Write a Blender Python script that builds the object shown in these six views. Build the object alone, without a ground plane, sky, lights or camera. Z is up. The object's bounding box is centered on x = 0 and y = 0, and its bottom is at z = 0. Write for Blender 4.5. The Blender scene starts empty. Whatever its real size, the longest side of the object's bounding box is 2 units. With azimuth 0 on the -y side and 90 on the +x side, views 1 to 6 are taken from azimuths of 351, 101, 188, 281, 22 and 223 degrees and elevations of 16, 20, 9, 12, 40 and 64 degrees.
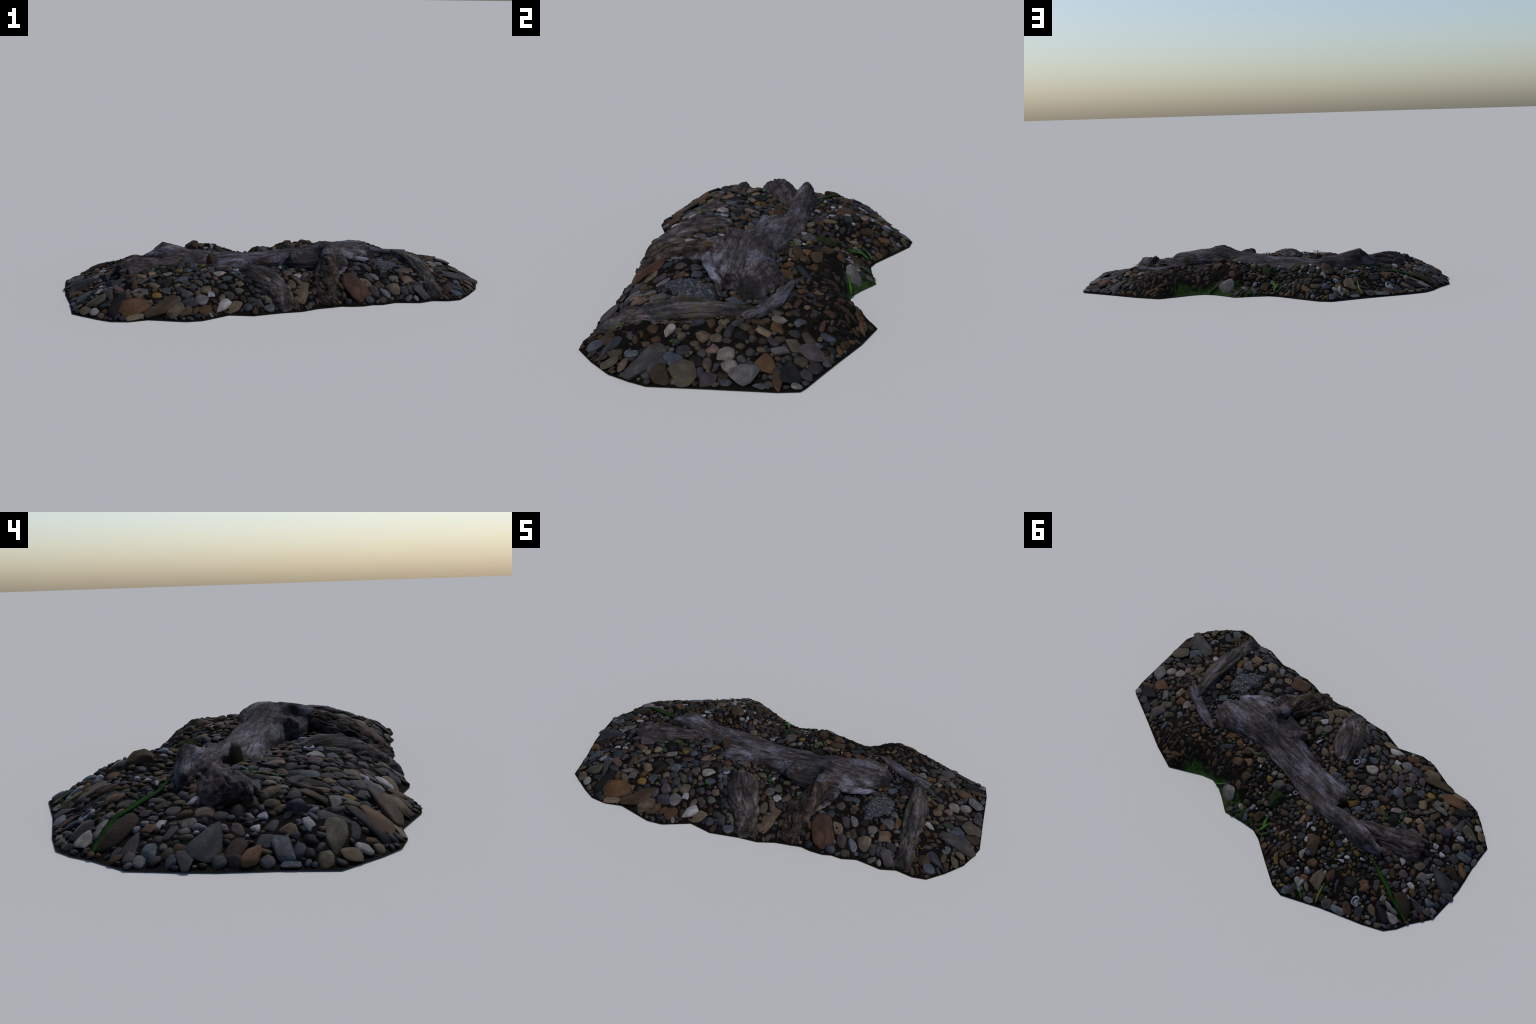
"""A weathered driftwood log, its roots and a few sticks lying on a mound of dark beach shingle."""
import math
import random

import bmesh
import bpy
import numpy as np
from mathutils import Matrix, Vector, noise
from mathutils.geometry import delaunay_2d_cdt

# The plan of the mound's foot (mm), where it meets the ground.
RIM = [
    (938, 288), (954, 229), (978, 17), (996, -129), (978, -187), (951, -254), (888, -330), (821, -394), (760, -404), (686, -392),
    (619, -413), (567, -405), (507, -397), (442, -417), (396, -414), (356, -425), (297, -425), (254, -416), (133, -436),
    (60, -463), (-31, -469), (-163, -491), (-269, -469), (-390, -525), (-463, -529), (-622, -485), (-705, -500), (-780, -489),
    (-839, -453), (-948, -370), (-963, -235), (-988, -106), (-994, -16), (-996, 92), (-934, 190), (-906, 254), (-868, 306),
    (-772, 357), (-585, 437), (-406, 529), (-340, 521), (-230, 463), (-124, 405), (-73, 390), (7, 403), (94, 424), (170, 379),
    (223, 354), (270, 348), (324, 368), (395, 411), (477, 459), (607, 422), (772, 355), (917, 300),
]

# Spot levels (x, y, z in mm) along the main lines of the mound, taken between and under the stones.
GROUND_LINES = {
    'front_shoulder': [
        (-700, -285, 88),
        (-110, -225, 122), (280, -200, 122), (310, -195, 136), (200, -205, 102), (-170, -300, 115), (-25, -225, 122), (715, -165, 92),
        (-701, -293, 63), (-674, -170, 112), (-670, -279, 100), (-631, -267, 93), (-590, -278, 95), (-550, -200, 100),
        (-532, -114, 114), (-517, -159, 108), (-458, -239, 105), (-444, -284, 98), (-428, -202, 104), (-423, -114, 104),
        (-389, -291, 102), (-349, -242, 119), (-348, -126, 113), (-280, -232, 125), (-251, -279, 115), (-206, -200, 123),
        (-100, -300, 100), (-80, -220, 112), (9, -158, 110), (58, -192, 115), (73, -264, 109), (150, -180, 100),
        (240, -200, 105), (333, -279, 105), (369, -217, 122), (443, -253, 86), (484, -197, 106), (531, -271, 79),
        (531, -122, 103), (593, -218, 100), (610, -277, 81), (660, -200, 95), (680, -280, 75),
    ],
    'front_slope': [
        (-665, -342, 88), (-842, -280, 72),
        (-576, -359, 70), (-562, -452, 31), (-504, -476, 24), (-494, -388, 61), (-448, -368, 75), (-433, -416, 52),
        (-378, -400, 60), (-357, -341, 85), (-340, -377, 71), (-290, -437, 26), (-80, -380, 70), (-50, -440, 30), (35, -332, 90),
        (65, -307, 99), (99, -333, 82), (230, -370, 55), (236, -309, 100), (380, -308, 88), (600, -350, 55),
    ],
    'middle_shelf': [
        (-545, 36, 118),
        (690, -10, 105),
        (-686, 114, 81), (-680, -60, 105), (-550, 20, 105), (-400, 40, 100), (-340, -32, 104), (-250, 30, 92),
        (-120, 30, 95), (-30, 30, 100), (100, 0, 100), (200, 20, 100), (350, 20, 90), (460, 50, 85),
        (517, 6, 86), (533, 52, 82), (610, -18, 96), (644, -100, 100), (700, 30, 90),
    ],
    'left_apron': [
        (-954, -180, 18), (-912, -240, 25), (-904, -72, 46), (-875, -189, 43), (-848, 86, 55), (-840, -74, 63), (-836, -124, 56),
        (-817, 66, 60), (-787, -34, 83), (-782, -252, 87), (-772, -172, 71), (-764, -249, 98), (-745, -290, 89),
        (-738, -329, 83), (-729, -246, 88),
    ],
    'back_slope': [
        (-255, 385, 74),
        (400, 340, 72), (465, 350, 90), (515, 350, 88), (570, 340, 79), (460, 400, 50), (510, 390, 55), (560, 385, 43), (-73, 278, 56),
        (49, 326, 56), (-130, 290, 55), (-51, 332, 38), (-195, 275, 60), (-185, 315, 52), (-250, 345, 72), (-150, 340, 42),
        (-678, 303, 35), (-570, 306, 58), (-486, 372, 59), (-439, 439, 33), (-416, 325, 85), (-367, 428, 62), (-365, 271, 125),
        (93, 303, 94), (95, 290, 112), (100, 287, 122), (141, 359, 33),
        (143, 358, 38), (185, 280, 105), (187, 277, 110), (250, 330, 50), 
        (680, 271, 54),
    ],
    'back_shoulder': [
        (-662, 240, 84),
        (450, 300, 102), (520, 295, 100), (420, 220, 95), (7, 238, 92), (-91, 188, 84), (-34, 262, 85), (-45, 177, 116), (-70, 220, 104),
        (-3, 151, 113), (28, 173, 119), (-140, 215, 92), (-255, 235, 132), (-225, 165, 122), (-564, 229, 92), (-833, 200, 46), (-90, 137, 112),
        (-600, 200, 80), (-414, 194, 90), (-278, 218, 125), (-105, 133, 103), (-68, 131, 107), (-17, 159, 130),
        (10, 124, 120), (30, 174, 117), (119, 238, 122), (135, 145, 143), (150, 238, 124), (170, 194, 133), (217, 143, 137),
        (224, 199, 130), (330, 213, 106), (427, 182, 118), (636, 242, 68), (649, 186, 84), (650, 187, 83),
        (693, 180, 75), (694, 177, 75),
    ],
    'right_apron': [
        (722, 80, 96), (772, 70, 76),
        (740, 233, 48), (747, -280, 52), (752, 296, 31), (769, -30, 65), (788, 208, 48), (799, -56, 51), (818, 15, 48),
        (830, -133, 40), (835, -68, 47), (835, -12, 41), (837, 54, 45), (853, 176, 35), (884, -96, 38), (885, 80, 31),
        (907, 46, 28), (911, -163, 34), (927, 126, 22), (949, -36, 17),
    ],
}

# The larger stones one by one: x, y, length, width (mm), heading (degrees), kind.
STONES = {
    'right_end': [
        (926, 131, 83, 65, 160, 'light'), (885, 80, 60, 51, 16, 'light'), (836, 54, 61, 58, 14, 'light'), (949, -35, 93, 66, 27, 'olive'),
        (884, -94, 76, 50, 68, 'blue'), (915, -159, 164, 70, 160, 'grey'), (975, -99, 69, 50, 16, 'brown'), (931, -118, 68, 40, 166, 'grey'),
        (832, -131, 55, 43, 174, 'brown'), (836, -68, 45, 44, 42, 'grey'), (876, -22, 66, 36, 17, 'dark'), (923, 1, 43, 31, 13, 'grey'),
        (966, 34, 51, 47, 4, 'purple'), (819, 14, 41, 34, 139, 'pink'), (770, -30, 52, 45, 74, 'tan'), (779, 13, 44, 41, 22, 'olive'),
        (882, 14, 57, 26, 23, 'tan'), (836, -12, 32, 25, 40, 'grey'), (727, -58, 47, 36, 138, 'slate'), (852, 176, 80, 57, 10, 'rust'),
        (788, 208, 49, 31, 130, 'light'), (694, 180, 51, 46, 97, 'rust'), (652, 185, 66, 46, 114, 'light'), (731, 149, 50, 43, 73, 'tan'),
        (741, 237, 70, 38, 36, 'olive'), (753, 294, 81, 51, 56, 'purple'), (681, 271, 66, 59, 57, 'olive'), (637, 242, 47, 47, 138, 'blue'),
        (874, 252, 92, 58, 12, 'dark'), (916, 222, 74, 25, 19, 'brown'), (690, 232, 41, 38, 34, 'grey'), (765, 183, 40, 25, 85, 'purple'),
        (590, 74, 56, 37, 146, 'dark'), (597, -287, 76, 58, 15, 'tan'), (591, -215, 63, 48, 136, 'grey'), (531, -268, 45, 40, 40, 'light'),
        (524, -321, 57, 39, 123, 'tan'), (609, -18, 39, 31, 178, 'tan'), (618, 12, 37, 29, 46, 'dark'), (835, -294, 87, 34, 150, 'slate'),
        (819, -345, 50, 44, 5, 'blue'), (790, -318, 58, 50, 5, 'brown'), (561, -352, 55, 48, 94, 'grey'), (639, -380, 81, 44, 123, 'purple'),
        (593, 17, 33, 29, 47, 'dark'), (584, 39, 32, 24, 156, 'slate'),
    ],
    'front_right': [
        (513, -336, 70, 54, 123, 'tan'), (471, -354, 68, 36, 119, 'blue'), (490, -289, 43, 42, 129, 'dark'),
        (421, -360, 69, 48, 122, 'purple'), (381, -309, 100, 86, 154, 'tan'), (444, -253, 64, 35, 123, 'light'),
        (416, -277, 59, 37, 135, 'purple'), (334, -275, 58, 42, 69, 'slate'), (370, -217, 75, 69, 120, 'purple'),
        (325, -366, 146, 88, 112, 'red'), (459, -306, 43, 31, 123, 'brown'), (561, -349, 53, 52, 94, 'grey'),
        (597, -355, 50, 44, 104, 'grey'), (98, -333, 51, 37, 79, 'tan'), (66, -307, 57, 30, 119, 'pink'), (36, -332, 72, 51, 81, 'olive'),
        (74, -263, 38, 36, 133, 'white'), (58, -192, 76, 50, 117, 'olive'), (30, -238, 46, 46, 134, 'grey'), (75, -392, 100, 54, 93, 'tan'),
        (50, -411, 43, 40, 151, 'tan'), (23, -427, 72, 40, 114, 'brown'), (343, 138, 53, 43, 41, 'rust'), (280, 142, 41, 33, 145, 'rust'),
        (322, 204, 67, 30, 39, 'slate'), (245, 78, 35, 26, 38, 'light'), (140, -258, 41, 23, 65, 'slate'), (148, -305, 26, 23, 58, 'purple'),
        (137, -358, 51, 42, 121, 'brown'),
    ],
    'back_middle': [
        (236, 188, 45, 34, 10, 'brown'), (210, 140, 54, 26, 11, 'tan'), (170, 196, 54, 49, 85, 'rust'), (174, 273, 67, 42, 101, 'brown'),
        (129, 259, 71, 41, 145, 'brown'), (133, 216, 38, 33, 74, 'brown'), (127, 305, 46, 33, 95, 'rust'), (91, 300, 71, 45, 82, 'red'),
        (146, 359, 78, 75, 95, 'light'), (130, 144, 43, 30, 164, 'olive'), (30, 173, 32, 31, 45, 'yellow'), (7, 122, 32, 27, 38, 'light'),
        (-17, 160, 66, 49, 36, 'grey'), (-68, 132, 47, 44, 54, 'purple'), (1, 243, 34, 29, 103, 'brown'), (44, 328, 41, 32, 37, 'brown'),
        (-136, 242, 39, 30, 38, 'brown'), (-157, 153, 37, 32, 71, 'olive'), (-209, 138, 37, 34, 26, 'olive'),
        (-234, 160, 41, 37, 50, 'purple'), (-230, 214, 53, 22, 108, 'tan'), (-287, 280, 43, 41, 41, 'grey'), (-328, 248, 40, 37, 134, 'brown'),
        (-55, 332, 67, 52, 87, 'brown'), (190, 335, 71, 33, 59, 'slate'), (-405, 152, 34, 32, 48, 'dark'), (-342, -30, 37, 30, 43, 'yellow'),
        (50, 358, 35, 21, 147, 'light'), (-0, 380, 39, 23, 112, 'blue'), (86, 403, 33, 23, 77, 'olive'),
    ],
    'front_left': [
        (-208, -157, 35, 31, 75, 'olive'), (-231, -131, 39, 36, 11, 'rust'), (-280, -233, 76, 56, 37, 'light'),
        (-251, -280, 61, 45, 27, 'blue'), (-348, -241, 43, 42, 80, 'pink'), (-390, -292, 57, 36, 119, 'olive'),
        (-416, -314, 43, 38, 130, 'grey'), (-444, -284, 44, 41, 52, 'purple'), (-447, -367, 48, 41, 129, 'purple'),
        (-471, -331, 51, 41, 159, 'purple'), (-434, -416, 77, 63, 114, 'slate'), (-379, -404, 69, 68, 98, 'light'),
        (-358, -342, 66, 44, 72, 'olive'), (-290, -437, 80, 43, 55, 'white'), (-339, -376, 36, 32, 8, 'white'),
        (-258, -377, 53, 49, 125, 'purple'), (-207, -366, 51, 46, 34, 'grey'), (-205, -329, 36, 33, 116, 'tan'),
        (-243, -444, 72, 43, 54, 'tan'), (-373, -470, 64, 44, 56, 'rust'), (-410, -464, 53, 30, 56, 'rust'), (-456, -479, 68, 34, 51, 'brown'),
        (-504, -474, 88, 52, 42, 'tan'), (-563, -454, 146, 58, 34, 'brown'), (-497, -387, 66, 48, 99, 'purple'),
        (-680, -436, 129, 82, 24, 'rust'), (-674, -497, 82, 26, 18, 'tan'), (-576, -359, 46, 41, 30, 'yellow'),
        (-428, -201, 51, 34, 105, 'slate'), (-457, -238, 59, 54, 14, 'blue'), (-349, -126, 79, 32, 86, 'pink'),
        (-320, -127, 45, 32, 76, 'tan'), (-288, -92, 36, 31, 134, 'olive'), (-434, -160, 72, 41, 36, 'brown'),
        (-382, -72, 45, 42, 162, 'slate'), (-422, -113, 46, 36, 152, 'blue'), (-504, -209, 59, 44, 151, 'purple'),
        (-529, -268, 79, 40, 79, 'dark'), (-556, -236, 57, 32, 41, 'dark'), (-587, -278, 59, 53, 26, 'tan'), (-631, -338, 89, 35, 90, 'grey'),
        (-519, -159, 62, 37, 37, 'light'), (-534, -111, 63, 59, 132, 'dark'), (-463, -95, 56, 39, 22, 'brown'),
        (-462, -120, 32, 25, 11, 'yellow'), (-381, -26, 40, 31, 152, 'blue'), (-441, -32, 37, 27, 12, 'slate'),
        (-341, -32, 41, 27, 43, 'yellow'), (-413, -30, 31, 17, 56, 'red'), (-702, -291, 70, 44, 63, 'light'), (-676, -328, 56, 27, 6, 'light'),
        (-669, -280, 72, 29, 75, 'brown'), (-736, -330, 46, 41, 163, 'purple'), (-743, -289, 52, 37, 151, 'pink'),
        (-730, -244, 47, 45, 46, 'purple'), (-673, -170, 59, 55, 50, 'brown'), (-630, -193, 33, 32, 130, 'tan'),
        (-685, -232, 40, 33, 8, 'purple'), (-796, -340, 94, 79, 178, 'grey'), (-757, -422, 127, 41, 59, 'dark'),
        (-856, -352, 112, 50, 15, 'olive'), (-808, -388, 73, 43, 28, 'slate'),
    ],
    'left_end': [
        (-785, -243, 68, 49, 169, 'grey'), (-730, -183, 39, 26, 104, 'olive'), (-753, -209, 31, 31, 46, 'brown'),
        (-771, -171, 35, 29, 10, 'white'), (-769, -191, 25, 15, 29, 'red'), (-815, -200, 52, 35, 168, 'purple'),
        (-843, -239, 54, 37, 42, 'tan'), (-728, -135, 45, 37, 52, 'brown'), (-762, -108, 53, 43, 33, 'dark'),
        (-837, -125, 65, 39, 41, 'purple'), (-784, -34, 62, 48, 86, 'tan'), (-828, -4, 55, 41, 19, 'light'),
        (-910, -70, 135, 68, 174, 'slate'), (-873, -193, 61, 41, 178, 'grey'), (-909, -239, 80, 38, 19, 'blue'),
        (-967, -267, 44, 21, 94, 'blue'), (-954, -180, 66, 35, 170, 'rust'), (-689, 114, 46, 30, 94, 'grey'), (-719, 89, 54, 28, 150, 'brown'),
        (-757, 53, 54, 43, 166, 'purple'), (-711, 50, 34, 27, 46, 'olive'), (-705, 183, 57, 36, 119, 'purple'),
        (-669, 232, 54, 39, 167, 'rust'), (-768, 208, 27, 27, 45, 'light'), (-766, 115, 33, 28, 166, 'purple'),
        (-794, 91, 27, 25, 165, 'purple'), (-818, 65, 39, 22, 175, 'white'), (-848, 86, 36, 28, 165, 'rust'),
        (-856, 163, 134, 64, 157, 'brown'), (-902, 110, 85, 34, 174, 'grey'), (-766, 282, 65, 33, 146, 'tan'),
        (-814, 262, 89, 42, 161, 'dark'), (-860, 240, 65, 36, 173, 'light'), (-811, 213, 56, 21, 162, 'light'),
        (-725, 330, 48, 36, 103, 'slate'), (-674, 355, 60, 33, 152, 'red'), (-865, 28, 60, 22, 167, 'purple'),
        (-917, -137, 92, 38, 168, 'red'), (-793, 330, 30, 18, 21, 'light'), (-769, -228, 31, 25, 46, 'dark'),
    ],
    'back_left': [
        (-571, 311, 120, 48, 125, 'slate'), (-487, 372, 103, 63, 103, 'tan'), (-415, 326, 70, 58, 18, 'rust'), (-426, 371, 36, 30, 17, 'blue'),
        (-367, 428, 46, 34, 102, 'blue'), (-321, 426, 61, 50, 163, 'olive'), (-436, 403, 36, 31, 25, 'rust'),
        (-435, 441, 70, 31, 147, 'light'), (-268, 429, 58, 31, 125, 'rust'), (-263, 356, 56, 44, 77, 'brown'),
        (-371, 314, 27, 21, 169, 'blue'), (-517, 308, 67, 42, 104, 'red'), (-606, 260, 60, 48, 16, 'dark'), (-541, 111, 46, 25, 2, 'light'),
        (-685, 309, 48, 36, 125, 'white'), (-675, 357, 60, 33, 146, 'red'), (-671, 240, 51, 42, 93, 'rust'), (-593, 407, 46, 42, 43, 'grey'),
        (-547, 417, 55, 40, 43, 'red'), (-468, 421, 49, 19, 147, 'tan'), (-656, 401, 78, 30, 16, 'blue'), (-404, 502, 40, 28, 103, 'blue'),
        (-427, 477, 62, 27, 92, 'grey'), (-520, 458, 45, 25, 25, 'light'), (-351, 337, 43, 24, 103, 'light'), (-365, 243, 64, 44, 33, 'brown'),
        (-409, 243, 30, 25, 54, 'blue'), (-416, 192, 28, 20, 144, 'yellow'), (-436, 164, 38, 31, 154, 'slate'),
    ],
}

M = 0.001            # the lists above are in millimetres


# ----------------------------------------------------------------------------------------------
#  the lie of the ground: a thin-plate sheet through the ground lines, falling to z = 0 at the rim
# ----------------------------------------------------------------------------------------------
rim = np.array(RIM, float) * M


def resample(loop, step):
    out = []
    for a, b in zip(loop, np.roll(loop, -1, 0)):
        n = max(1, int(math.ceil(np.linalg.norm(b - a) / step)))
        out += [a + (b - a) * i / n for i in range(n)]
    return np.array(out)


rim_fine = resample(rim, 0.05)
knots = np.array([p for line in GROUND_LINES.values() for p in line], float) * M
knots = np.vstack([knots, np.c_[rim_fine, np.zeros(len(rim_fine))]])


def kernel(d):
    return d * d * np.log(d + 1e-12)


def fit_sheet():
    n = len(knots)
    a = np.zeros((n + 3, n + 3))
    a[:n, :n] = kernel(np.linalg.norm(knots[:, None, :2] - knots[None, :, :2], axis=2)) + np.eye(n) * 2e-4
    a[:n, n] = 1
    a[:n, n + 1:] = knots[:, :2]
    a[n:, :n] = a[:n, n:].T
    return np.linalg.solve(a, np.r_[knots[:, 2], 0, 0, 0])


SHEET = fit_sheet()


def ground(x, y):
    q = np.stack([np.atleast_1d(np.asarray(x, float)), np.atleast_1d(np.asarray(y, float))], 1)
    out = np.empty(len(q))
    for i in range(0, len(q), 4000):
        c = q[i:i + 4000]
        k = kernel(np.linalg.norm(c[:, None] - knots[None, :, :2], axis=2))
        out[i:i + 4000] = k @ SHEET[:-3] + SHEET[-3] + c @ SHEET[-2:]
    return out


def ground_normal(x, y, e=0.012):
    h = ground([x + e, x - e, x, x], [y, y, y + e, y - e])
    n = Vector(((h[1] - h[0]) / (2 * e), (h[3] - h[2]) / (2 * e), 1.0))
    return n.normalized()


def inside(x, y):
    x, y = np.asarray(x, float), np.asarray(y, float)
    hit = np.zeros(x.shape, bool)
    for (ax, ay), (bx, by) in zip(rim, np.roll(rim, -1, 0)):
        cross = (ay > y) != (by > y)
        hit ^= cross & (x < (bx - ax) * (y - ay) / (by - ay + 1e-15) + ax)
    return hit


def rim_distance(x, y):
    p = np.stack([np.atleast_1d(x), np.atleast_1d(y)], 1)
    best = np.full(len(p), 9.0)
    for a, b in zip(rim, np.roll(rim, -1, 0)):
        t = np.clip(((p - a) @ (b - a)) / ((b - a) @ (b - a)), 0, 1)
        best = np.minimum(best, np.linalg.norm(p - a - t[:, None] * (b - a), axis=1))
    return best


# ----------------------------------------------------------------------------------------------
#  materials
# ----------------------------------------------------------------------------------------------
def new_material(name, rough=0.85, spec=0.12):
    m = bpy.data.materials.new(name)
    m.use_nodes = True
    t = m.node_tree
    b = t.nodes["Principled BSDF"]
    b.inputs["Roughness"].default_value = rough
    b.inputs["Specular IOR Level"].default_value = spec
    return m, t, b


def node(t, kind, **kw):
    n = t.nodes.new(kind)
    for k, v in kw.items():
        setattr(n, k, v)
    return n


def math_node(t, op, a, b):
    n = node(t, "ShaderNodeMath", operation=op)
    for i, v in enumerate((a, b)):
        if isinstance(v, (int, float)):
            n.inputs[i].default_value = v
        else:
            t.links.new(v, n.inputs[i])
    return n.outputs[0]


def ramp(t, value, stops):
    n = node(t, "ShaderNodeValToRGB")
    e = n.color_ramp.elements
    while len(e) < len(stops):
        e.new(0.5)
    for el, (p, c) in zip(e, stops):
        el.position = p
        el.color = (*c, 1) if len(c) == 3 else c
    t.links.new(value, n.inputs[0])
    return n.outputs["Color"]


def mix(t, kind, fac, a, b):
    n = node(t, "ShaderNodeMix", data_type="RGBA", blend_type=kind)
    for s, v in ((0, fac), (6, a), (7, b)):
        if isinstance(v, (int, float)):
            n.inputs[s].default_value = v
        elif isinstance(v, tuple):
            n.inputs[s].default_value = (*v, 1)
        else:
            t.links.new(v, n.inputs[s])
    return n.outputs[2]


def noise_tex(t, vec, scale, detail=3.0, rough=0.55, w=None, dist=0.0):
    n = node(t, "ShaderNodeTexNoise", noise_dimensions="4D" if w is not None else "3D")
    n.inputs["Scale"].default_value = scale
    n.inputs["Detail"].default_value = detail
    n.inputs["Roughness"].default_value = rough
    n.inputs["Distortion"].default_value = dist
    t.links.new(vec, n.inputs["Vector"])
    if w is not None:
        t.links.new(w, n.inputs["W"])
    return n.outputs["Fac"]


def bump(t, bsdf, height, strength, distance):
    n = node(t, "ShaderNodeBump")
    n.inputs["Strength"].default_value = strength
    n.inputs["Distance"].default_value = distance
    t.links.new(height, n.inputs["Height"])
    t.links.new(n.outputs[0], bsdf.inputs["Normal"])


def scaled(c, k):
    return tuple(v * k for v in c)


STONE_TONE = 0.51


def stone_material(name, colour, alt, vein=None, joined=False, tone=1.0):
    """A wet beach stone: soft mottling between two colours, each stone its own tone."""
    colour, alt = scaled(colour, STONE_TONE * tone), scaled(alt, STONE_TONE * tone)
    m, t, b = new_material(name, 0.75, 0.10)
    tc = node(t, "ShaderNodeTexCoord").outputs["Object"]
    if joined:
        rnd = node(t, "ShaderNodeNewGeometry").outputs["Random Per Island"]
        scale = 1 / 0.018
    else:
        rnd = node(t, "ShaderNodeObjectInfo").outputs["Random"]
        scale = 1.3
    w = math_node(t, "MULTIPLY", rnd, 37.0)
    mott = noise_tex(t, tc, scale, 4.0, 0.6, w, 0.4)
    col = ramp(t, mott, [(0.32, scaled(colour, 0.72)), (0.5, colour), (0.68, alt)])
    fine = noise_tex(t, tc, scale * 7, 3.0, 0.7, w)
    col = mix(t, "MULTIPLY", 1.0, col, ramp(t, fine, [(0.3, (0.72, 0.72, 0.72)), (0.65, (1.18, 1.18, 1.18))]))
    if vein:
        v = noise_tex(t, tc, scale * 0.9, 1.0, 0.5, w, 1.5)
        col = mix(t, "MIX", ramp(t, v, [(0.475, (0, 0, 0)), (0.5, (0.8, 0.8, 0.8)), (0.525, (0, 0, 0))]), col, vein)
    tone = ramp(t, rnd, [(0.0, (0.55, 0.56, 0.60)), (0.35, (1.08, 1.0, 0.93)), (0.65, (0.82, 0.84, 0.92)), (0.9, (1.30, 1.25, 1.20)), (1.0, (1.75, 1.68, 1.62))])
    col = mix(t, "MULTIPLY", 1.0, col, tone)
    t.links.new(col, b.inputs["Base Color"])
    bump(t, b, fine, 0.25, 0.06 if not joined else 0.0015)
    return m


STONE_COLOURS = {  # light, tan, olive, rust, white brightened for baked light on the right end
    "grey": ((0.050, 0.049, 0.051), (0.080, 0.080, 0.086), None),
    "light": ((0.137, 0.131, 0.129), (0.240, 0.229, 0.224), None),
    "white": ((0.288, 0.294, 0.319), (0.500, 0.512, 0.562), None),
    "blue": ((0.066, 0.078, 0.096), (0.126, 0.146, 0.178), None),
    "slate": ((0.027, 0.032, 0.041), (0.056, 0.064, 0.080), None),
    "dark": ((0.012, 0.012, 0.013), (0.027, 0.026, 0.025), None),
    "purple": ((0.046, 0.041, 0.046), (0.075, 0.068, 0.078), None),
    "brown": ((0.050, 0.034, 0.022), (0.088, 0.058, 0.036), None),
    "tan": ((0.112, 0.086, 0.060), (0.182, 0.143, 0.104), None),
    "pink": ((0.102, 0.070, 0.060), (0.144, 0.106, 0.094), None),
    "rust": ((0.090, 0.051, 0.026), (0.136, 0.079, 0.043), None),
    "red": ((0.044, 0.024, 0.018), (0.088, 0.048, 0.034), None),
    "olive": ((0.080, 0.070, 0.048), (0.125, 0.112, 0.080), None),
    "yellow": ((0.095, 0.066, 0.018), (0.150, 0.110, 0.040), None),
    "algae": ((0.016, 0.030, 0.008), (0.060, 0.078, 0.042), (0.014, 0.036, 0.006)),
}
STONE_MAT = {k: stone_material(f"{k}_stone", *v) for k, v in STONE_COLOURS.items()}
GRAVEL_MAT = {k: stone_material(f"{k}_gravel", *v, joined=True, tone=0.66) for k, v in STONE_COLOURS.items()}


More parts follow.
